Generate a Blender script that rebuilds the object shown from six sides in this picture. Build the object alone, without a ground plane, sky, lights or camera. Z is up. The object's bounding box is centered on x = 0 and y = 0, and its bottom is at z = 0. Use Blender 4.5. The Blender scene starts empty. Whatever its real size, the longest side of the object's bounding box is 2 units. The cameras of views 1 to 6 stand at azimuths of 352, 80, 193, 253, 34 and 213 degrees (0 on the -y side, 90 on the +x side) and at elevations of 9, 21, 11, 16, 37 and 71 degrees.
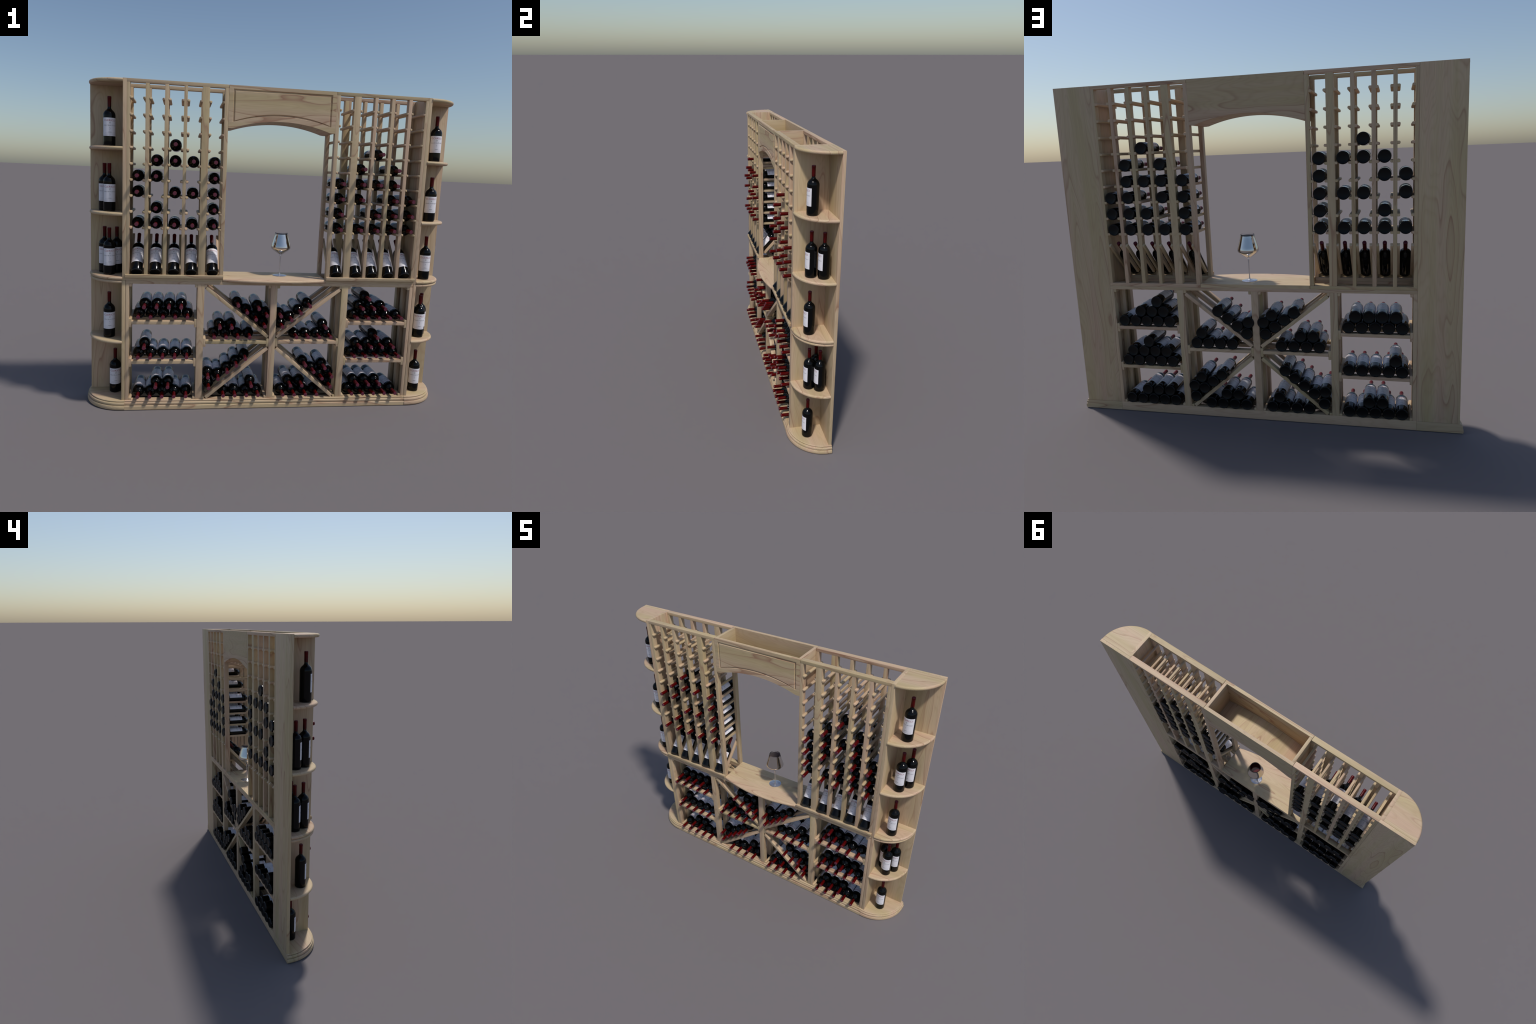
# Wall-wide wooden wine rack with bottles and a wine glass, built part by part.
import bpy, bmesh, math, random
from mathutils import Matrix, Vector

random.seed(11)
scene = bpy.context.scene
coll = scene.collection

# ------------------------------------------------------------------ materials
def new_mat(name):
    m = bpy.data.materials.new(name)
    m.use_nodes = True
    nt = m.node_tree
    return m, nt, nt.nodes["Principled BSDF"]

def link(nt, a, b):
    nt.links.new(a, b)

def node(nt, kind, **kw):
    n = nt.nodes.new(kind)
    for k, v in kw.items():
        setattr(n, k, v)
    return n

def math_node(nt, op, a, b=None):
    n = node(nt, "ShaderNodeMath", operation=op)
    for i, s in enumerate((a, b)):
        if s is None:
            continue
        if isinstance(s, (int, float)):
            n.inputs[i].default_value = s
        else:
            link(nt, s, n.inputs[i])
    return n.outputs[0]

def ramp(nt, fac, stops):
    n = node(nt, "ShaderNodeValToRGB")
    els = n.color_ramp.elements
    while len(els) < len(stops):
        els.new(0.5)
    for e, (p, c) in zip(els, stops):
        e.position = p
        e.color = (c[0], c[1], c[2], 1.0)
    link(nt, fac, n.inputs[0])
    return n.outputs[0]

def mix(nt, fac, a, b, blend="MIX"):
    n = node(nt, "ShaderNodeMix", data_type="RGBA", blend_type=blend)
    for s, idx in ((fac, 0), (a, 6), (b, 7)):
        if isinstance(s, (int, float)):
            n.inputs[idx].default_value = s
        elif isinstance(s, tuple):
            n.inputs[idx].default_value = (*s, 1.0)
        else:
            link(nt, s, n.inputs[idx])
    return n.outputs[2]

def noise(nt, vec, scale, detail=2.0, rough=0.5, dist=0.0):
    n = node(nt, "ShaderNodeTexNoise")
    n.inputs["Scale"].default_value = scale
    n.inputs["Detail"].default_value = detail
    n.inputs["Roughness"].default_value = rough
    n.inputs["Distortion"].default_value = dist
    link(nt, vec, n.inputs["Vector"])
    return n.outputs["Fac"]

WOOD_A = (0.552, 0.418, 0.266)      # straw
WOOD_B = (0.560, 0.392, 0.268)      # pinkish
WOOD_C = (0.500, 0.388, 0.218)      # greener
WOOD_LINE = (0.33, 0.175, 0.110)    # thin growth lines

WOOD_FAINT = (0.40, 0.265, 0.150)

def wood(name, axis, ring=1.0):
    """Pale softwood; growth rings are contour lines of a noise field that is
    stretched along the grain axis, so wide boards get cathedral arches."""
    m, nt, bsdf = new_mat(name)
    tc = node(nt, "ShaderNodeTexCoord")
    oi = node(nt, "ShaderNodeObjectInfo")
    off = node(nt, "ShaderNodeVectorMath", operation="SCALE")
    off.inputs[0].default_value = (3.1, 5.3, 4.7)
    link(nt, oi.outputs["Random"], off.inputs["Scale"])
    add = node(nt, "ShaderNodeVectorMath", operation="ADD")
    link(nt, tc.outputs["Object"], add.inputs[0])
    link(nt, off.outputs[0], add.inputs[1])

    def stretched(across, along):
        mp = node(nt, "ShaderNodeMapping")
        s = [across] * 3
        s["xyz".index(axis)] = along
        mp.inputs["Scale"].default_value = s
        link(nt, add.outputs[0], mp.inputs["Vector"])
        return mp.outputs[0]

    field = noise(nt, stretched(9.0, 1.25), 1.0, 1.5, 0.45, 0.15)
    f = math_node(nt, "MULTIPLY", field, 9.0 * ring)
    saw = math_node(nt, "FRACT", f)
    line = ramp(nt, saw, [(0.0, (0.55,) * 3), (0.05, (0.0,) * 3), (0.45, (0.0,) * 3),
                          (0.90, (0.30,) * 3), (0.985, (1.0,) * 3)])
    patchy = noise(nt, stretched(11.0, 0.55), 1.0, 2.0, 0.55)
    col = ramp(nt, patchy, [(0.34, WOOD_C), (0.49, WOOD_A), (0.62, WOOD_B)])
    gate = noise(nt, stretched(7.0, 1.0), 1.0, 1.0)
    gate = ramp(nt, gate, [(0.38, (0.10,) * 3), (0.60, (0.88,) * 3)])
    amount = math_node(nt, "MULTIPLY", line, gate)
    col = mix(nt, amount, col, WOOD_LINE)
    faint = math_node(nt, "FRACT", math_node(nt, "MULTIPLY", field, 34.0 * ring))
    faint = ramp(nt, faint, [(0.0, (0.10,) * 3), (0.25, (0.0,) * 3), (0.60, (0.0,) * 3), (0.95, (0.24,) * 3)])
    col = mix(nt, faint, col, WOOD_FAINT)
    fibre = noise(nt, stretched(420.0, 9.0), 1.0, 2.0, 0.6)
    fibre = ramp(nt, fibre, [(0.25, (0.90,) * 3), (0.75, (1.06,) * 3)])
    col = mix(nt, 1.0, col, fibre, "MULTIPLY")
    tone = math_node(nt, "ADD", math_node(nt, "MULTIPLY", oi.outputs["Random"], 0.10), 0.95)
    tn = node(nt, "ShaderNodeCombineColor")
    for i in range(3):
        link(nt, tone, tn.inputs[i])
    col = mix(nt, 1.0, col, tn.outputs[0], "MULTIPLY")
    link(nt, col, bsdf.inputs["Base Color"])
    bsdf.inputs["Roughness"].default_value = 0.55
    bsdf.inputs["Specular IOR Level"].default_value = 0.35
    return m

WOOD = {a: wood("pale_wood_grain_" + a, a) for a in "xyz"}

def plain(name, col, rough, spec=0.5, metal=0.0, coat=0.0):
    m, nt, bsdf = new_mat(name)
    bsdf.inputs["Base Color"].default_value = (*col, 1)
    bsdf.inputs["Roughness"].default_value = rough
    bsdf.inputs["Specular IOR Level"].default_value = spec
    bsdf.inputs["Metallic"].default_value = metal
    bsdf.inputs["Coat Weight"].default_value = coat
    return m

GLASS_DARK = plain("dark_bottle_glass", (0.0020, 0.0022, 0.0023), 0.06, 0.22)
GLASS_BASE = plain("bottle_base_glass", (0.0025, 0.0025, 0.0028), 0.40, 0.20)
GLASS_FOOT = plain("thick_glass_foot", (0.016, 0.015, 0.014), 0.12, 0.35)
CAPSULE_TOP = plain("capsule_top_mauve", (0.125, 0.024, 0.044), 0.5, 0.3)
PAPER = plain("label_paper", (0.80, 0.775, 0.81), 0.5, 0.3)
INK_RED = plain("red_ink", (0.40, 0.125, 0.14), 0.6, 0.2)
INK_GREY = plain("grey_ink", (0.24, 0.25, 0.26), 0.6, 0.2)
INK_PALE = plain("pale_grey_ink", (0.50, 0.50, 0.53), 0.6, 0.2)
INK_OLIVE = plain("olive_ink", (0.42, 0.42, 0.36), 0.6, 0.2)
BOWL_MIRROR = plain("bowl_reflection_mirror", (0.76, 0.70, 0.62), 0.09, 0.5, 1.0)  # mirror layer added inside the clear bowl; warm tint greys its sky reflection
GROUND_TINT_IN = plain("ground_tinted_bowl_inside", (0.17, 0.155, 0.16), 0.15, 0.5)  # opaque grey painted to the ground tone showing in the bowl opening
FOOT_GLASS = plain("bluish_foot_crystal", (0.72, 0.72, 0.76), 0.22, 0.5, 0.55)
FOOT_GLASS.node_tree.nodes["Principled BSDF"].inputs["Transmission Weight"].default_value = 0.7
CLEAR = plain("clear_crystal", (0.97, 0.98, 1.0), 0.02, 0.5)
CLEAR.node_tree.nodes["Principled BSDF"].inputs["Transmission Weight"].default_value = 1.0
CLEAR.node_tree.nodes["Principled BSDF"].inputs["IOR"].default_value = 1.45
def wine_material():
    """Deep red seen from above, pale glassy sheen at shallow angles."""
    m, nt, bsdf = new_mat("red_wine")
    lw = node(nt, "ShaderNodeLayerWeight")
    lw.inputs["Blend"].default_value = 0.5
    col = ramp(nt, lw.outputs["Facing"], [(0.14, (0.10, 0.0008, 0.0025)), (0.36, (0.155, 0.13, 0.135))])  # shallow-angle sheen is drawn in base colour, fading red to grey
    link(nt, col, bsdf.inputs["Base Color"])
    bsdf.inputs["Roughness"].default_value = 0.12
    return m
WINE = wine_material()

def capsule_material():
    m, nt, bsdf = new_mat("red_capsule_foil")
    tc = node(nt, "ShaderNodeTexCoord")
    mp = node(nt, "ShaderNodeMapping")
    mp.inputs["Scale"].default_value = (260, 260, 12)
    link(nt, tc.outputs["Object"], mp.inputs["Vector"])
    n = noise(nt, mp.outputs[0], 1.0, 1.0)
    sep = node(nt, "ShaderNodeSeparateXYZ")
    link(nt, tc.outputs["Object"], sep.inputs[0])
    low = node(nt, "ShaderNodeMapRange")
    low.inputs["From Min"].default_value = 0.226
    low.inputs["From Max"].default_value = 0.192
    link(nt, sep.outputs["Z"], low.inputs["Value"])
    streak = ramp(nt, n, [(0.42, (0,) * 3), (0.60, (0.95,) * 3)])
    amt = math_node(nt, "MULTIPLY", streak, low.outputs[0])
    col = mix(nt, amt, (0.082, 0.0008, 0.0009), (0.006, 0.0003, 0.0003))
    link(nt, col, bsdf.inputs["Base Color"])
    bsdf.inputs["Roughness"].default_value = 0.38
    bsdf.inputs["Specular IOR Level"].default_value = 0.18
    return m

CAPSULE = capsule_material()

# ------------------------------------------------------------------ helpers
def add_obj(name, mesh, parent=None, matrix=None):
    o = bpy.data.objects.new(name, mesh)
    coll.objects.link(o)
    if parent is not None:
        o.parent = parent
    if matrix is not None:
        o.matrix_local = matrix
    return o

def finish(bm, name, mats, smooth_angle=None):
    bmesh.ops.recalc_face_normals(bm, faces=bm.faces[:])
    me = bpy.data.meshes.new(name)
    if smooth_angle is not None:
        for f in bm.faces:
            f.smooth = True
        for e in bm.edges:
            if len(e.link_faces) == 2 and e.calc_face_angle(0.0) > smooth_angle:
                e.smooth = False
    bm.to_mesh(me)
    bm.free()
    for m in mats:
        me.materials.append(m)
    return me

box_cache = {}
def box_mesh(name, dx, dy, dz, bevel=0.0007, grain=None):
    key = (name, round(dx, 5), round(dy, 5), round(dz, 5), bevel, grain)
    if key in box_cache:
        return box_cache[key]
    if grain is None:
        grain = "xyz"[max(range(3), key=lambda i: (dx, dy, dz)[i])]
    bm = bmesh.new()
    bmesh.ops.create_cube(bm, size=1.0)
    bmesh.ops.scale(bm, vec=(dx, dy, dz), verts=bm.verts[:])
    if bevel:
        bmesh.ops.bevel(bm, geom=bm.edges[:], offset=bevel, segments=2, profile=0.6, affect="EDGES")
    me = finish(bm, name, [WOOD[grain]], math.radians(40))
    box_cache[key] = me
    return me

def box(name, x, y, z, parent, bevel=0.0007, grain=None):
    """Board between the given (min, max) pairs."""
    d = [abs(p[1] - p[0]) for p in (x, y, z)]
    c = [(p[1] + p[0]) / 2 for p in (x, y, z)]
    return add_obj(name, box_mesh(name, *d, bevel=bevel, grain=grain), parent, Matrix.Translation(c))

def both(name, x, y, z, parent, **kw):
    """A board and its mirror image on the other side of x = 0."""
    box(name, (-x[1], -x[0]), y, z, parent, **kw)
    box(name, x, y, z, parent, **kw)

# ------------------------------------------------------------------ dimensions
TOP = 1.7035
FRONT, BACK = -0.085, 0.1145
DEPTH = 0.0305                       # depth of posts, rails and slats
Y_FRONT = (FRONT, FRONT + DEPTH)
Y_MID = (-0.001, 0.0295)
Y_BACK = (BACK - DEPTH, BACK)
PANEL_IN, PANEL_OUT = 0.7782, 0.7970 # side panel between rack and end shelves
BACK_Y = 0.0965                      # inner face of the back panels
COUNTER = 0.7175
RAIL = (0.6825, 0.6995)              # top rail of the lower cabinet

rack = bpy.data.objects.new("wine_rack", None)
coll.objects.link(rack)
rack["label"] = "wide pale wooden wine rack with arched centre and rounded end shelves"
rack["category"] = "wine rack"

# ------------------------------------------------------------------ end units
SHELF_R = 0.1812                      # arc centre sits a little out from the corner
ARC_X, ARC_Y = 0.0060, -0.0045
def quarter_plate(name, r, t):
    """Quarter-round shelf, bullnose on the curved edge, corner at the origin,
    spreading to +x and -y."""
    bm = bmesh.new()
    prof = [(0.0, t / 2), (r - t / 2 - 0.0012, t / 2)]
    k = 8
    for i in range(k + 1):
        a = math.pi / 2 - math.pi * i / k
        prof.append((r - t / 2 + math.cos(a) * t / 2, math.sin(a) * t / 2))
    prof += [(r - t / 2 - 0.0012, -t / 2), (0.0, -t / 2)]
    n = 40
    rows = []
    top = bm.verts.new((0, 0, t / 2))
    bot = bm.verts.new((0, 0, -t / 2))
    heads = [(0.0, ARC_Y, 0.0)] + [(ARC_X, ARC_Y, math.pi / 2 * j / n) for j in range(n + 1)] + [(ARC_X, 0.0, math.pi / 2)]
    for ox, oy, a in heads:
        dx, dy = math.sin(a), -math.cos(a)
        rows.append([bm.verts.new((ox + dx * p[0], oy + dy * p[0], p[1])) for p in prof[1:-1]])
    n += 2
    for j in range(n):
        A, B = rows[j], rows[j + 1]
        bm.faces.new((top, A[0], B[0]))
        bm.faces.new((bot, B[-1], A[-1]))
        for i in range(len(A) - 1):
            bm.faces.new((A[i], A[i + 1], B[i + 1], B[i]))
    bm.faces.new([top] + rows[0] + [bot])
    bm.faces.new([top] + rows[-1] + [bot])
    return finish(bm, name, [WOOD["x"]], math.radians(35))

def mirrored_mesh(me):
    bm = bmesh.new()
    bm.from_mesh(me)
    for v in bm.verts:
        v.co.x = -v.co.x
    bmesh.ops.reverse_faces(bm, faces=bm.faces[:])
    sharp = [e.smooth for e in bm.edges]
    m2 = bpy.data.meshes.new(me.name)
    bm.to_mesh(m2)
    bm.free()
    for m in me.materials:
        m2.materials.append(m)
    return m2

T = 0.0175
plate = quarter_plate("end_shelf", SHELF_R, T)
plate_m = mirrored_mesh(plate)
under = quarter_plate("under_shelf", SHELF_R - 0.003, 0.0165)
under_m = mirrored_mesh(under)
SHELF_TOPS = [1.376, 1.0475, 0.718, 0.376]
for sx, me, mu in ((1, plate, under), (-1, plate_m, under_m)):
    for z in SHELF_TOPS:
        add_obj("end_shelf", me, rack, Matrix.Translation((sx * PANEL_OUT, BACK_Y, z - T / 2)))
    add_obj("top_board", me, rack, Matrix.Translation((sx * PANEL_OUT, BACK_Y, TOP - T / 2 - 0.0006)))
    add_obj("under_shelf", mu, rack, Matrix.Translation((sx * PANEL_OUT, BACK_Y, 0.6912)))

SEAM = 0.6995
both("side_panel", (PANEL_IN, PANEL_OUT), (FRONT, BACK_Y + 0.0005), (SEAM + 0.0006, TOP), rack)
both("side_panel", (0.7816, 0.7988), (FRONT - 0.0004, BACK_Y + 0.0005), (0.046, SEAM - 0.0006), rack)
both("back_panel", (0.7806, 0.9815), (BACK_Y + 0.0007, BACK), (0.0465, TOP), rack, grain="z")
both("panel_edge", (PANEL_IN, 0.7804), (BACK_Y + 0.0007, BACK), (SEAM, TOP), rack, grain="z")

# ------------------------------------------------------------------ plinth
BASE_R, BASE_X = 0.2032, 0.7812       # corner arcs are concentric with the end shelves
BASE_PROFILE = [(0.0, 0.0), (0.0, 0.0165), (0.0006, 0.0195), (0.0024, 0.0216), (0.0055, 0.0224),
                (0.0092, 0.0226), (0.0092, 0.0256), (0.0052, 0.0262), (0.0046, 0.0285), (0.0046, 0.0330),
                (0.0054, 0.0360), (0.0072, 0.0382), (0.0100, 0.0390), (0.0140, 0.0391), (0.0140, 0.0418),
                (0.0108, 0.0424), (0.0104, 0.0440), (0.0112, 0.0464), (0.0135, 0.0474)]

CORNER_PROFILE = [(0.0030, 0.0), (0.0012, 0.0025), (0.0002, 0.0065), (0.0, 0.0110), (0.0006, 0.0165)] + BASE_PROFILE[3:]

def plinth_corner():
    """Quarter-round end of the plinth; origin on the floor under the shelf corner."""
    bm = bmesh.new()
    n = 44
    pts = CORNER_PROFILE + [(0.0165, 0.0478), (0.0195, 0.0480)]
    heads = [(BASE_X - PANEL_OUT, 0.0, 0.0)]                      # short straight run in front
    heads += [(0.0, 0.0, math.pi / 2 * j / n) for j in range(n + 1)]
    heads += [(0.0, BACK - BACK_Y, math.pi / 2)]                  # and along the side
    rows = []
    for ox, oy, a in heads:
        dx, dy = math.sin(a), -math.cos(a)
        rows.append([bm.verts.new((ox + dx * (BASE_R - o), oy + dy * (BASE_R - o), z)) for o, z in pts])
    x0, y1 = BASE_X - PANEL_OUT, BACK - BACK_Y
    hub, hub0 = bm.verts.new((x0, y1, 0.0480)), bm.verts.new((x0, y1, 0.0))
    for A, B in zip(rows, rows[1:]):
        for i in range(len(A) - 1):
            bm.faces.new((A[i], A[i + 1], B[i + 1], B[i]))
        bm.faces.new((A[-1], B[-1], hub))
        bm.faces.new((A[0], hub0, B[0]))
    bm.faces.new([hub0] + rows[0] + [hub])
    bm.faces.new([hub0] + rows[-1] + [hub])
    return finish(bm, "plinth_corner", [WOOD["x"]], math.radians(28))

pc = plinth_corner()
add_obj("plinth_corner", pc, rack, Matrix.Translation((PANEL_OUT, BACK_Y, 0)))
add_obj("plinth_corner", mirrored_mesh(pc), rack, Matrix.Translation((-PANEL_OUT, BACK_Y, 0)))

def moulding(name, profile, x0, x1):
    """Extrude a (y, z) profile along x."""
    bm = bmesh.new()
    ends = [[bm.verts.new((x, y, z)) for y, z in profile] for x in (x0, x1)]
    k = len(profile)
    for i in range(k):
        bm.faces.new((ends[0][i], ends[0][(i + 1) % k], ends[1][(i + 1) % k], ends[1][i]))
    bm.faces.new(ends[0])
    bm.faces.new(ends[1])
    return finish(bm, name, [WOOD["x"]], math.radians(28))

base_front = [(-0.1040 + o, z) for o, z in BASE_PROFILE] + [(FRONT + DEPTH, 0.0475), (FRONT + DEPTH, 0.0)]
add_obj("plinth_front", moulding("plinth_front", base_front, -BASE_X + 0.0004, BASE_X - 0.0004), rack)
box("plinth_back", (-BASE_X + 0.0005, BASE_X - 0.0005), Y_BACK, (0.0, 0.0478), rack)

# ------------------------------------------------------------------ lower cabinet
Z0 = 0.0475
POST_W = 0.0175
def lower_post(x):
    for y in (Y_FRONT, Y_MID, Y_BACK):
        box("post", x, y, (Z0, RAIL[0] + 0.0005), rack)
BAY = [(-0.7625, -0.4095), (-0.3735, -0.0175), (0.0175, 0.3735), (0.4095, 0.7625)]
for s in (-1, 1):
    lower_post(tuple(sorted((s * 0.7625, s * 0.7800))))
    lower_post(tuple(sorted((s * 0.3735, s * 0.4095))))
lower_post((-0.0175, 0.0175))
for y in (Y_FRONT, Y_MID, Y_BACK):
    box("rail", (-0.7802, 0.7802), (y[0] - 0.0003, y[1] + 0.0003), RAIL, rack)

CLEAT_W = 0.0138
def cleat(x, z):
    box("cleat", x, (FRONT + 0.0012, BACK - 0.0012), z, rack, bevel=0.002)

def slat_shelf(bay, ztop, thick=0.0168, cleats=True):
    x0, x1 = bay
    for y in (Y_FRONT, Y_MID, Y_BACK):
        box("slat", (x0 + CLEAT_W, x1 - CLEAT_W), y, (ztop - thick, ztop), rack)
    for xs in ((x0, x0 + CLEAT_W), (x1 - CLEAT_W, x1)):
        cleat(xs, (ztop - thick - 0.0162, ztop + 0.0132))

for i, bay in enumerate(BAY):
    if i in (0, 3):
        for z in (0.4822, 0.2650):
            slat_shelf(bay, z)
    else:
        slat_shelf(bay, 0.3748)
    x0, x1 = bay
    box("slat", (x0, x1), Y_MID, (0.0305, 0.0473), rack)
    for xs in ((x0, x0 + CLEAT_W), (x1 - CLEAT_W, x1)):
        cleat(xs, (Z0 + 0.0004, 0.0598))
        cleat(xs, (0.6668, RAIL[0] - 0.0003))

def diagonal(p, q):
    """Three parallel slats from p to q (x, z), at the front, middle and back."""
    a, b = Vector((p[0], 0, p[1])), Vector((q[0], 0, q[1]))
    d = b - a
    ang = math.atan2(d.z, d.x)
    me = box_mesh("diagonal_slat", d.length, DEPTH, T, bevel=0.0012, grain="x")
    for y in (Y_FRONT, Y_MID, Y_BACK):
        c = (a + b) / 2
        m = Matrix.Translation((c.x, (y[0] + y[1]) / 2 + 0.0008, c.z)) @ Matrix.Rotation(-ang, 4, "Y")
        add_obj("diagonal_slat", me, rack, m)
for s in (-1, 1):
    diagonal((s * 0.3635, 0.6645), (s * 0.0240, 0.3962))
    diagonal((s * 0.3530, 0.0545), (s * 0.0240, 0.3330))

# ------------------------------------------------------------------ counter level
LIP = [(FRONT - 0.0004, 0.7160), (FRONT - 0.0004, 0.7335), (-0.0945, 0.7345), (-0.0978, 0.7338),
       (-0.0992, 0.7318), (-0.0992, 0.7185), (-0.0984, 0.7166), (-0.0970, 0.7160)]
add_obj("bottle_ledge", moulding("bottle_ledge", LIP, 0.2785, 0.7812), rack)
add_obj("bottle_ledge", moulding("bottle_ledge", LIP, -0.7812, -0.2785), rack)
for s in (-1, 1):
    xs = tuple(sorted((s * 0.2798, s * 0.7780)))
    for y in (Y_FRONT, Y_BACK):
        box("bottle_floor_slat", xs, y, (SEAM + 0.0003, COUNTER - 0.0008), rack)

def counter():
    """Centre counter: straight back, bowed front with a rounded edge."""
    half, y_side, bulge = 0.2782, -0.0885, 0.0430
    z1, t = COUNTER, COUNTER - SEAM
    bm = bmesh.new()
    n, k = 48, 8
    rows = []
    for j in range(n + 1):
        u = -1 + 2 * j / n
        yf = y_side - bulge * (1 - u * u)
        x = half * u
        row = [bm.verts.new((x, BACK, z1)), bm.verts.new((x, BACK, z1 - t))]
        for i in range(k + 1):
            a = -math.pi / 2 + math.pi * i / k
            row.append(bm.verts.new((x, yf + t / 2 - math.cos(a) * t / 2, z1 - t / 2 + math.sin(a) * t / 2)))
        rows.append(row)
    m = len(rows[0])
    for j in range(n):
        for i in range(m):
            bm.faces.new((rows[j][i], rows[j][(i + 1) % m], rows[j + 1][(i + 1) % m], rows[j + 1][i]))
    bm.faces.new(rows[0])
    bm.faces.new(rows[-1])
    return finish(bm, "counter_top", [WOOD["x"]], math.radians(35))
add_obj("counter_top", counter(), rack)

# ------------------------------------------------------------------ upper racks
POSTS = [(-0.7780, -0.7620), (-0.6878, -0.6690), (-0.5941, -0.5750), (-0.5002, -0.4830),
         (-0.4095, -0.3737), (-0.2982, -0.2785)]
SLOTS = [(POSTS[i][1], POSTS[i + 1][0]) for i in range(5)]
RUNG_Z = [1.6147 - 0.0803 * i for i in range(9)]
RUNG_W, RUNG_H = 0.0128, 0.0132

def rung_mesh():
    """Bar along y, its outer (+x) edges rounded, ends softened."""
    bm = bmesh.new()
    r = 0.0052
    sec = [(0, -RUNG_H / 2), (RUNG_W - r, -RUNG_H / 2)]
    for i in range(1, 6):
        a = -math.pi / 2 + math.pi / 2 * i / 5
        sec.append((RUNG_W - r + r * math.cos(a), -RUNG_H / 2 + r + r * math.sin(a)))
    for i in range(0, 6):
        a = math.pi / 2 * i / 5
        sec.append((RUNG_W - r + r * math.cos(a), RUNG_H / 2 - r + r * math.sin(a)))
    sec.append((0, RUNG_H / 2))
    y0, y1 = FRONT - 0.0012, BACK + 0.0004
    stations = [(y0 + RUNG_W * (1 - math.cos(math.pi / 2 * i / 7)), RUNG_W * (0.12 + 0.88 * math.sin(math.pi / 2 * i / 7)),
                 0.0035 * (1 - i / 7) ** 1.5) for i in range(8)]
    stations += [(y1 - 0.0015, RUNG_W, 0.0), (y1, RUNG_W - 0.0010, 0.0010)]
    rings = []
    for y, wide, ins in stations:       # width shrinks to a quarter round at the front tip
        ring = []
        for x, z in sec:
            zz = max(-RUNG_H / 2 + ins, min(RUNG_H / 2 - ins, z))
            ring.append(bm.verts.new((x * wide / RUNG_W, y, zz)))
        rings.append(ring)
    k = len(sec)
    for a, b in zip(rings, rings[1:]):
        for i in range(k):
            bm.faces.new((a[i], a[(i + 1) % k], b[(i + 1) % k], b[i]))
    bm.faces.new(rings[0])
    bm.faces.new(rings[-1])
    return finish(bm, "rung", [WOOD["y"]], math.radians(35))

rung = rung_mesh()
rung_m = mirrored_mesh(rung)
for s in (-1, 1):
    for x0, x1 in POSTS:
        xs = (x0, x1) if s < 0 else (-x1, -x0)
        for y in (Y_FRONT, Y_BACK):
            box("post", xs, y, (COUNTER - 0.0006 if abs(xs[0]) > 0.3 or abs(xs[1]) > 0.3 else COUNTER - 0.0006, 1.6868), rack)
    for x0, x1 in SLOTS:
        xs = (x0, x1) if s < 0 else (-x1, -x0)
        for z in RUNG_Z:
            add_obj("rung", rung, rack, Matrix.Translation((xs[0], 0, z)))
            add_obj("rung", rung_m, rack, Matrix.Translation((xs[1], 0, z)))
    xr = tuple(sorted((s * 0.2803, s * 0.7780)))
    for y in (Y_FRONT, Y_BACK):
        box("top_rail", xr, (y[0] - 0.0002, y[1]), (1.6862, TOP - 0.0003), rack)

# cradle bars that carry the tilted display bottles
TILT = math.radians(47.5)
TIP = Vector((0.0, 0.0830, 0.9230))
AX = Vector((0.0, math.cos(TILT), math.sin(TILT)))
NRM = Vector((0.0, -math.sin(TILT), math.cos(TILT)))
BAR_W, BAR_T = 0.0122, 0.0170
bar_len = 0.232
bar_me = box_mesh("cradle_bar", BAR_W, bar_len, BAR_T, bevel=0.001, grain="y")
for s in (-1, 1):
    for x0, x1 in SLOTS:
        xs = (x0, x1) if s < 0 else (-x1, -x0)
        for xc in (xs[0] + BAR_W / 2, xs[1] - BAR_W / 2):
            c = TIP - AX * (bar_len / 2 - 0.016) - NRM * (0.0185 + BAR_T / 2)
            add_obj("cradle_bar", bar_me, rack,
                    Matrix.Translation((xc, c.y, c.z)) @ Matrix.Rotation(TILT, 4, "X"))

# ------------------------------------------------------------------ arched centre
VAL_X, VAL_BOT, EAR, ARCH_TOP = 0.2783, 1.4928, 0.2545, 1.5362
VAL_T = 0.0185

def arc_z(x, half, z_end, z_mid):
    sag = z_mid - z_end
    R = (half * half + sag * sag) / (2 * sag)
    return z_mid - R + math.sqrt(max(R * R - x * x, 0))

def outline(half, top, z_end, z_mid, n=40, ear=None):
    pts = [(-half + 2 * half * i / n, top) for i in range(n)]
    pts += [(half, top + (z_end - top) * i / 8) for i in range(8)]
    xs = [half - 2 * half * i / n for i in range(n)]
    for x in xs:
        if ear and abs(x) > ear:
            pts.append((x, z_end))
        else:
            pts.append((x, arc_z(x, ear or half, z_end, z_mid)))
    pts += [(-half, z_end + (top - z_end) * i / 8) for i in range(8)]
    return pts

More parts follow.
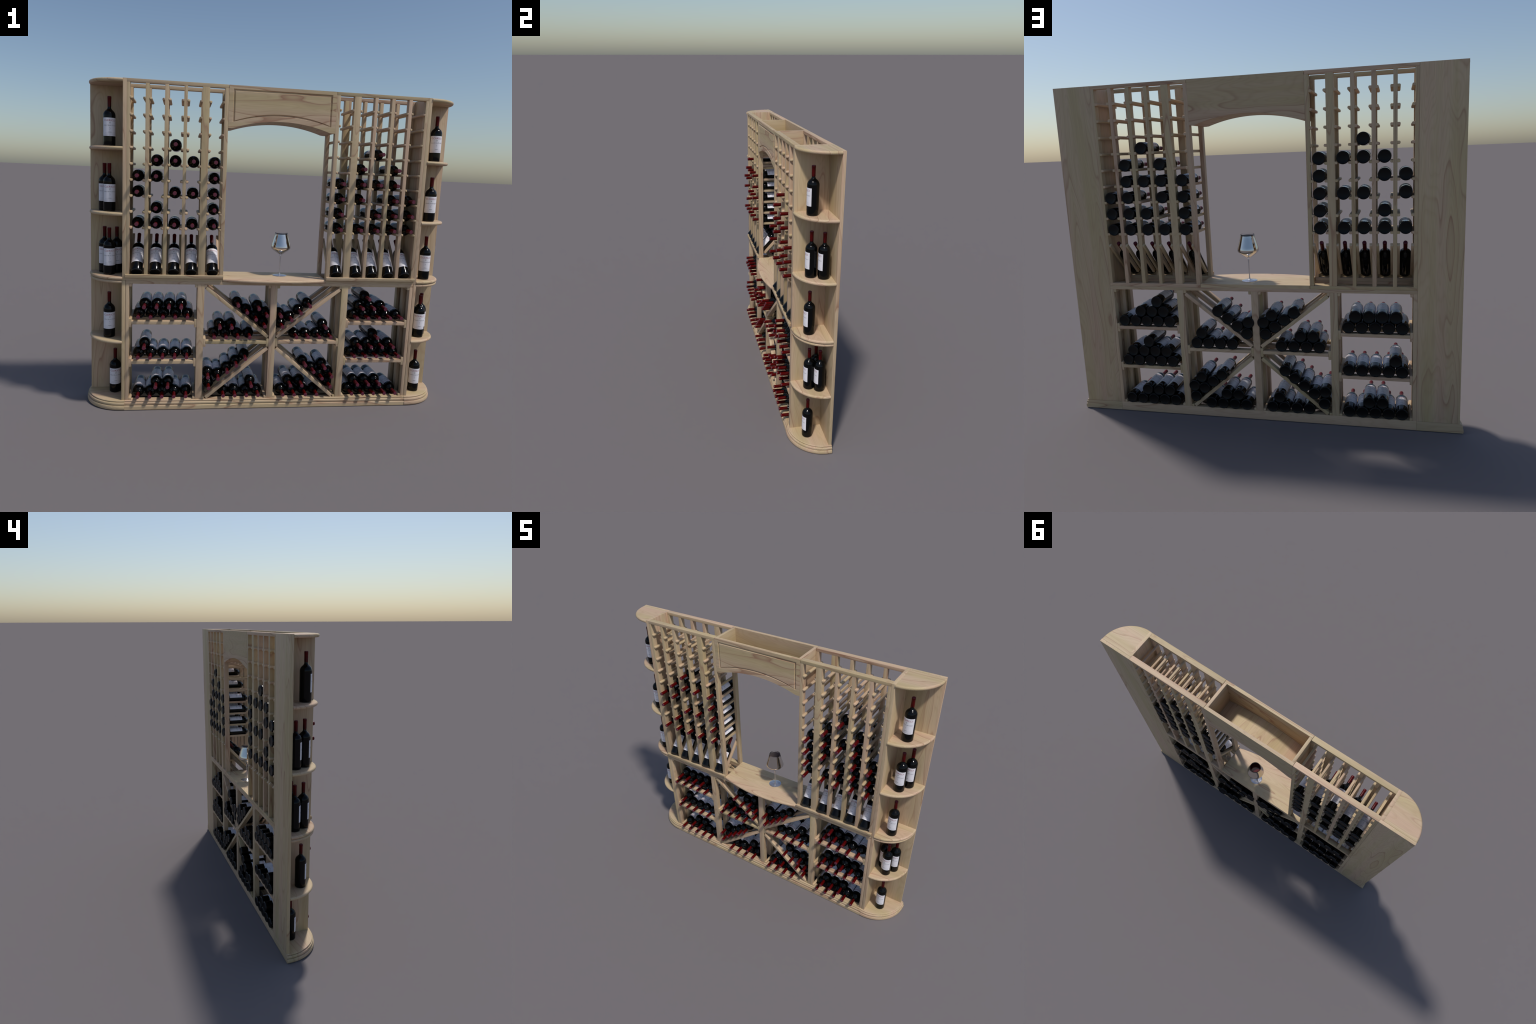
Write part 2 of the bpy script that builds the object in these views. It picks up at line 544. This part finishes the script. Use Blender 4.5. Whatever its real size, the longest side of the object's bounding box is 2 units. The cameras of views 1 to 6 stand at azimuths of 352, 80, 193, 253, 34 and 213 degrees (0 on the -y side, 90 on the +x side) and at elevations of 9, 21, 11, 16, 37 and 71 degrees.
def valance(name, groove):
    bm = bmesh.new()
    out = outline(VAL_X, TOP - 0.0004, VAL_BOT, ARCH_TOP, ear=EAR)
    def ring(pts, y):
        return [bm.verts.new((x, y, z)) for x, z in pts]
    def bridge(a, b):
        k = len(a)
        for i in range(k):
            bm.faces.new((a[i], a[(i + 1) % k], b[(i + 1) % k], b[i]))
    b0 = ring(out, VAL_T)
    f0 = ring(out, 0.0)
    bridge(b0, f0)
    bm.faces.new(b0)
    if groove:
        g = 0.0056
        g1 = ring(outline(0.2505 + g, 1.6800 + g, 1.5270 - g * 0.7, 1.5665 - g), 0.0)
        g2 = ring(outline(0.2505 + g * 0.30, 1.6800 + g * 0.30, 1.5270 - g * 0.2, 1.5665 - g * 0.30), 0.0062)
        g3 = ring(outline(0.2505 - g * 0.30, 1.6800 - g * 0.30, 1.5270 + g * 0.2, 1.5665 + g * 0.30), 0.0062)
        g4 = ring(outline(0.2505 - g, 1.6800 - g, 1.5270 + g * 0.7, 1.5665 + g), 0.0)
        for a, b in ((f0, g1), (g1, g2), (g2, g3), (g3, g4)):
            bridge(a, b)
        bm.faces.new(g4)
    else:
        bm.faces.new(f0)
    return finish(bm, name, [WOOD["x"]], math.radians(30))

add_obj("arched_valance", valance("arched_valance", True), rack, Matrix.Translation((0, FRONT - 0.0005, 0)))
add_obj("rear_valance", valance("rear_valance", False), rack,
        Matrix.Translation((0, BACK + 0.0003, 0)) @ Matrix.Rotation(math.pi, 4, "Z"))

def soffit():
    """Curved board that closes the arch from below."""
    bm = bmesh.new()
    n, t = 40, 0.012
    ys = (FRONT + VAL_T, BACK - VAL_T)
    rows = []
    for j in range(n + 1):
        x = -VAL_X + 2 * VAL_X * j / n
        z = VAL_BOT if abs(x) > EAR else arc_z(x, EAR, VAL_BOT, ARCH_TOP)
        z += 0.0004
        rows.append([bm.verts.new((x, ys[0], z)), bm.verts.new((x, ys[1], z)),
                     bm.verts.new((x, ys[1], z + t)), bm.verts.new((x, ys[0], z + t))])
    for a, b in zip(rows, rows[1:]):
        for i in range(4):
            bm.faces.new((a[i], a[(i + 1) % 4], b[(i + 1) % 4], b[i]))
    bm.faces.new(rows[0])
    bm.faces.new(rows[-1])
    return finish(bm, "arch_soffit", [WOOD["y"]], math.radians(25))
add_obj("arch_soffit", soffit(), rack)
both("box_side", (0.2615, 0.2782), (FRONT + VAL_T, BACK - VAL_T), (1.5045, TOP - 0.0008), rack, grain="y")

# ------------------------------------------------------------------ wine bottle
L, R = 0.2447, 0.0305
BODY = [(0.000, 0.0), (0.004, 0.0), (0.0035, 0.55), (0.0010, 0.80), (0.0, 0.86), (0.0012, 0.935),
        (0.0045, 0.980), (0.0080, 0.992), (0.030, 1.0), (0.150, 1.0), (0.1535, 0.995), (0.1580, 0.970), (0.1630, 0.915),
        (0.1680, 0.835), (0.1725, 0.715), (0.1765, 0.575), (0.1795, 0.455), (0.1825, 0.370),
        (0.1860, 0.320), (0.1905, 0.295), (0.1935, 0.290)]
CAP = [(0.1925, 0.290), (0.1928, 0.312), (0.2100, 0.314), (0.2330, 0.316), (0.2340, 0.330), (0.2405, 0.330),
       (0.2430, 0.322), (0.2447, 0.296), (0.2447, 0.0)]

def lathe(name, prof, mats, pick=None, seg=56, angle=40):
    bm = bmesh.new()
    rings = []
    for z, r in prof:
        if r == 0.0:
            rings.append([bm.verts.new((0, 0, z))])
        else:
            rings.append([bm.verts.new((r * math.cos(2 * math.pi * i / seg), r * math.sin(2 * math.pi * i / seg), z))
                          for i in range(seg)])
    for a, b in zip(rings, rings[1:]):
        for i in range(seg):
            j = (i + 1) % seg
            va = [a[0]] if len(a) == 1 else [a[i], a[j]]
            vb = [b[0]] if len(b) == 1 else [b[j], b[i]]
            if len(va) + len(vb) > 2:
                f = bm.faces.new(va + vb)
                if pick:
                    f.material_index = pick(f.calc_center_median())
    return finish(bm, name, mats, math.radians(angle))

bottle_me = lathe("wine_bottle", [(z, r * R) for z, r in BODY[1:]], [GLASS_DARK, GLASS_FOOT, GLASS_BASE],
                  pick=lambda c: 2 if (c.z < 0.0062 and math.hypot(c.x, c.y) < 0.90 * R) else (1 if c.z < 0.0062 else 0))
capsule_me = lathe("capsule", [(z, r * R) for z, r in CAP], [CAPSULE, CAPSULE_TOP],
                   pick=lambda c: 1 if c.z > 0.2430 else 0, seg=28)

LAB_Z0, LAB_Z1, LAB_A = 0.202 * L, 0.566 * L, math.radians(75)
LAB_R = R + 0.00035

def label_mesh():
    bm = bmesh.new()
    n = 36
    rows = []
    for i in range(n + 1):
        a = -LAB_A + 2 * LAB_A * i / n
        s, c = math.sin(a), -math.cos(a)
        rows.append([bm.verts.new((s * r, c * r, z)) for r, z in
                     ((R - 0.0002, LAB_Z0), (LAB_R, LAB_Z0), (LAB_R, LAB_Z1), (R - 0.0002, LAB_Z1))])
    for a, b in zip(rows, rows[1:]):
        for k in range(3):
            bm.faces.new((a[k], a[k + 1], b[k + 1], b[k]))
    bm.faces.new(rows[0])
    bm.faces.new(rows[-1])
    return finish(bm, "label", [PAPER], math.radians(40))

def text_polys(body, size, width=None, shear=0.0, spacing=1.0):
    """Flat triangulated lettering, centred on x, baseline at 0."""
    cu = bpy.data.curves.new("lettering", "FONT")
    cu.body = body
    cu.size = size
    cu.align_x = "CENTER"
    cu.shear = shear
    cu.space_character = spacing
    cu.resolution_u = 2
    ob = bpy.data.objects.new("lettering", cu)
    coll.objects.link(ob)
    bpy.context.view_layer.update()
    me = bpy.data.meshes.new_from_object(ob.evaluated_get(bpy.context.evaluated_depsgraph_get()))
    vs = [v.co.copy() for v in me.vertices]
    fs = [list(p.vertices) for p in me.polygons]
    bpy.data.objects.remove(ob)
    bpy.data.curves.remove(cu)
    bpy.data.meshes.remove(me)
    if width:
        lo, hi = min(v.x for v in vs), max(v.x for v in vs)
        k = width / (hi - lo)
        for v in vs:
            v.x = (v.x - (lo + hi) / 2) * k
    return vs, fs

def print_mesh():
    """All label print as raised ink wrapped round the bottle; s is arc length, t height."""
    bm = bmesh.new()
    rr = LAB_R + 0.00025
    def wrap(s, t):
        a = s / LAB_R
        return (math.sin(a) * rr, -math.cos(a) * rr, t)
    def put(vs, fs, z, mi):
        bv = [bm.verts.new(wrap(v.x, z + v.y)) for v in vs]
        for f in fs:
            face = bm.faces.new([bv[i] for i in f])
            face.material_index = mi
    def bar(s0, s1, z, h, mi):
        n = max(1, int((s1 - s0) / 0.003))
        lo = [bm.verts.new(wrap(s0 + (s1 - s0) * i / n, z)) for i in range(n + 1)]
        hi = [bm.verts.new(wrap(s0 + (s1 - s0) * i / n, z + h)) for i in range(n + 1)]
        for i in range(n):
            bm.faces.new((lo[i], lo[i + 1], hi[i + 1], hi[i])).material_index = mi
    h = LAB_Z1 - LAB_Z0
    top = LAB_Z1
    put(*text_polys("CLERICO", 0.0128, 0.062), top - 0.190 * h, 0)
    put(*text_polys("Ciabot Mentin Ginestra", 0.0080, 0.066, 0.45), top - 0.445 * h, 1)
    # little sprig emblem between the two lines, and its tail below
    for k, (cx, cz, rx, rz) in enumerate([(-0.0020, 0.270, 0.0013, 0.0030), (0.0018, 0.262, 0.0012, 0.0032),
                                          (0.0, 0.310, 0.0010, 0.0024), (-0.0006, 0.545, 0.0012, 0.0030),
                                          (0.0010, 0.590, 0.0010, 0.0026), (-0.0004, 0.655, 0.0016, 0.0014)]):
        vs = [Vector((cx + rx * math.cos(i * math.pi / 5), rz * math.sin(i * math.pi / 5), 0)) for i in range(10)]
        put(vs, [list(range(10))], top - cz * h, 3 if k < 3 else 2)
    # blocks of fine print, too small to read
    bar(-0.0075, 0.0075, top - 0.795 * h, 0.0016, 1)
    for row, z in enumerate((0.820, 0.880, 0.925, 0.960)):
        s = -0.030 + 0.004 * (row == 0)
        rnd = random.Random(5 + row)
        while s < 0.029:
            w = rnd.uniform(0.002, 0.006)
            if not (row == 3 and -0.012 < s < 0.010):
                bar(s, min(s + w, 0.031), top - z * h, 0.0009, 2)
            s += w + 0.0011
    return finish(bm, "label_print", [INK_RED, INK_GREY, INK_PALE, INK_OLIVE])

label_me = label_mesh()
print_me = print_mesh()
print_mirror = mirrored_mesh(print_me)

def bottle(matrix, mirrored):
    o = add_obj("wine_bottle", bottle_me, None, matrix)
    o["label"] = "dark red wine bottle, white label, red foil capsule"
    o["category"] = "wine bottle"
    add_obj("capsule", capsule_me, o)
    lab = add_obj("label", label_me, o)
    add_obj("label_print", print_mirror if mirrored else print_me, lab)
    return o

def standing(x, y, z):
    turn = math.radians(13 if x < 0 else -13)
    bottle(Matrix.Translation((x, y, z)) @ Matrix.Rotation(turn, 4, "Z"), x > 0)

LYING = Matrix(((-1, 0, 0, 0), (0, 0, -1, 0), (0, -1, 0, 0), (0, 0, 0, 1)))
Y_BOTTOM = 0.1214
def lying(x, z, back=0.0):
    bottle(Matrix.Translation((x, Y_BOTTOM + back, z)) @ LYING, x > 0)

# racks: which slots are filled; row index counts rungs from the top
FILL_LEFT = {3: "3", 4: "2345", 5: "125", 6: "1345", 7: "25", 8: "12345"}
FILL_RIGHT = {3: "3", 4: "24", 5: "1234", 6: "1245", 7: "1345", 8: "12345"}
for row, cols in FILL_LEFT.items():
    for c in cols:
        x0, x1 = SLOTS[int(c) - 1]
        lying((x0 + x1) / 2, RUNG_Z[row] + 0.0228)
for row, cols in FILL_RIGHT.items():
    for c in cols:                       # column 1 is nearest the centre
        x0, x1 = SLOTS[5 - int(c)]
        lying(-(x0 + x1) / 2, RUNG_Z[row] + 0.0228)

# tilted display bottles
for s in (-1, 1):
    for x0, x1 in SLOTS:
        xc = (x0 + x1) / 2 * (1 if s < 0 else -1)
        p = TIP - AX * L
        bottle(Matrix.Translation((xc, p.y, p.z)) @ Matrix.Rotation(TILT - math.pi / 2, 4, "X"), s > 0)

# stacks in the lower bays: rows of bottles at a fixed pitch, upper rows in the gaps
PITCH, LIFT = 0.0633, 0.0525
def stack(x_first, floor, rows):
    """rows[k] lists positions (in pitches) of the k-th layer."""
    for k, row in enumerate(rows):
        for i in row:
            lying(x_first + i * PITCH, floor + R + k * LIFT)
five = [0, 1, 2, 3, 4]
stack(-0.7130, 0.4835, [five, [.47, 1.47, 2.47, 3.47]])
stack(-0.7130, 0.2655, [five, [.48]])
stack(-0.7130, 0.0480, [five, [1.47, 2.47]])
stack(0.4603, 0.4835, [five, [.48, 1.48, 2.48], [1.0]])
stack(0.4603, 0.2655, [five, [.48, 1.48, 2.48, 3.48], [1.99]])
stack(0.4603, 0.0480, [five, [.48, 1.48, 2.48]])
stack(-0.3170, 0.3752, [[0, 1, 2, 3], [.46, 1.46]])
stack(0.1285, 0.3752, [[0, 1, 2, 3], [2.53]])
stack(-0.2590, 0.0480, [[0, 1, 2, 3], [2.39]])
stack(0.0690, 0.0480, [[0, 1, 2, 3], [.63, 1.64]])
for i in range(4):                       # along the upper diagonals
    lying(-0.1945 + 0.0488 * i, 0.5785 - 0.0376 * i)
    lying(0.0478 + 0.0488 * i, 0.4635 + 0.0379 * i)
for x, z in ((-0.0830, 0.5615), (-0.0385, 0.5245), (0.0380, 0.5215)):
    lying(x, z)
PUSHED = 0.0120                          # these two groups are pushed further back
for i in range(4):                       # along the lower diagonals
    lying(-0.1445 - 0.0480 * i, 0.2805 - 0.0372 * i, PUSHED)
for i in range(3):
    lying(0.1900 + 0.0490 * i, 0.2410 - 0.0380 * i, PUSHED)
for x, z in ((-0.3380, 0.1170), (-0.3430, 0.1778), (0.3375, 0.1168), (0.3005, 0.2245), (0.3425, 0.1748)):
    lying(x, z, PUSHED)

# bottles standing on the end shelves
SPOT = {"a": (0.871, -0.0088), "b": (0.9030, 0.0510), "c": (0.8390, 0.0460), "d": (0.872, -0.0015), "e": (0.846, 0.043)}
LEVELS = SHELF_TOPS + [0.0482]
for z, left, right in zip(LEVELS, ("a", "ab", "abc", "d", "e"), ("a", "ab", "a", "dbc", "d")):
    for k in left:
        standing(-SPOT[k][0], SPOT[k][1], z)
    for k in right:
        standing(SPOT[k][0], SPOT[k][1], z)

# ------------------------------------------------------------------ wine glass
glass = bpy.data.objects.new("wine_glass", None)
coll.objects.link(glass)
glass.location = (0.0442, 0.0280, COUNTER)
glass["label"] = "tall stemmed crystal wine glass with a little red wine"
glass["category"] = "wine glass"
FOOT = [(0.0006, 0.0), (0.0004, 0.0385), (0.0012, 0.0392), (0.0020, 0.0380), (0.0038, 0.020), (0.0058, 0.0090), (0.0095, 0.0045), (0.0096, 0.0)]
STEM = [(0.0090, 0.0), (0.0092, 0.0042), (0.016, 0.0030), (0.050, 0.0024), (0.090, 0.0028), (0.104, 0.0040), (0.110, 0.0050), (0.1104, 0.0)]
OUTER = [(0.1095, 0.0048), (0.116, 0.0085), (0.124, 0.0180), (0.133, 0.0310), (0.142, 0.0435), (0.149, 0.0512),
         (0.154, 0.0543), (0.159, 0.0552), (0.164, 0.0546), (0.175, 0.0515), (0.200, 0.0443), (0.220, 0.0387), (0.2380, 0.0344)]
WALL = 0.0008
def inset(prof, d):
    """The same curve a wall's thickness further in."""
    return [(z + d * 0.35, max(r - d, 0.0)) for z, r in prof]
BOWL = OUTER + [(0.2386, 0.0340)] + inset(OUTER, WALL)[::-1][1:] + [(0.1105, 0.0)]
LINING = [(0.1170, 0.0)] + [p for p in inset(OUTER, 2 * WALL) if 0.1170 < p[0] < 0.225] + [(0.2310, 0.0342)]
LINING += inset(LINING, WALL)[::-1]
SURFACE = 0.1840
POOL = [(0.1185, 0.0)] + [p for p in inset(OUTER, 3.4 * WALL) if 0.119 < p[0] < SURFACE] + [(SURFACE, 0.0458), (SURFACE + 0.0002, 0.0)]

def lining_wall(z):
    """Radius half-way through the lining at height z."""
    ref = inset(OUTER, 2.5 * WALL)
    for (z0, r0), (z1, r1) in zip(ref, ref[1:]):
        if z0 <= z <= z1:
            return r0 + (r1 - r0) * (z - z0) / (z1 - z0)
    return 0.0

add_obj("bowl", lathe("bowl", BOWL, [CLEAR], seg=56, angle=40), glass)
add_obj("foot", lathe("foot", FOOT, [FOOT_GLASS], seg=56, angle=40), glass)
add_obj("stem", lathe("stem", STEM, [FOOT_GLASS], seg=32, angle=40), glass)
add_obj("bowl_reflection_lining", lathe("bowl_reflection_lining", LINING, [BOWL_MIRROR, GROUND_TINT_IN], seg=56, angle=32,
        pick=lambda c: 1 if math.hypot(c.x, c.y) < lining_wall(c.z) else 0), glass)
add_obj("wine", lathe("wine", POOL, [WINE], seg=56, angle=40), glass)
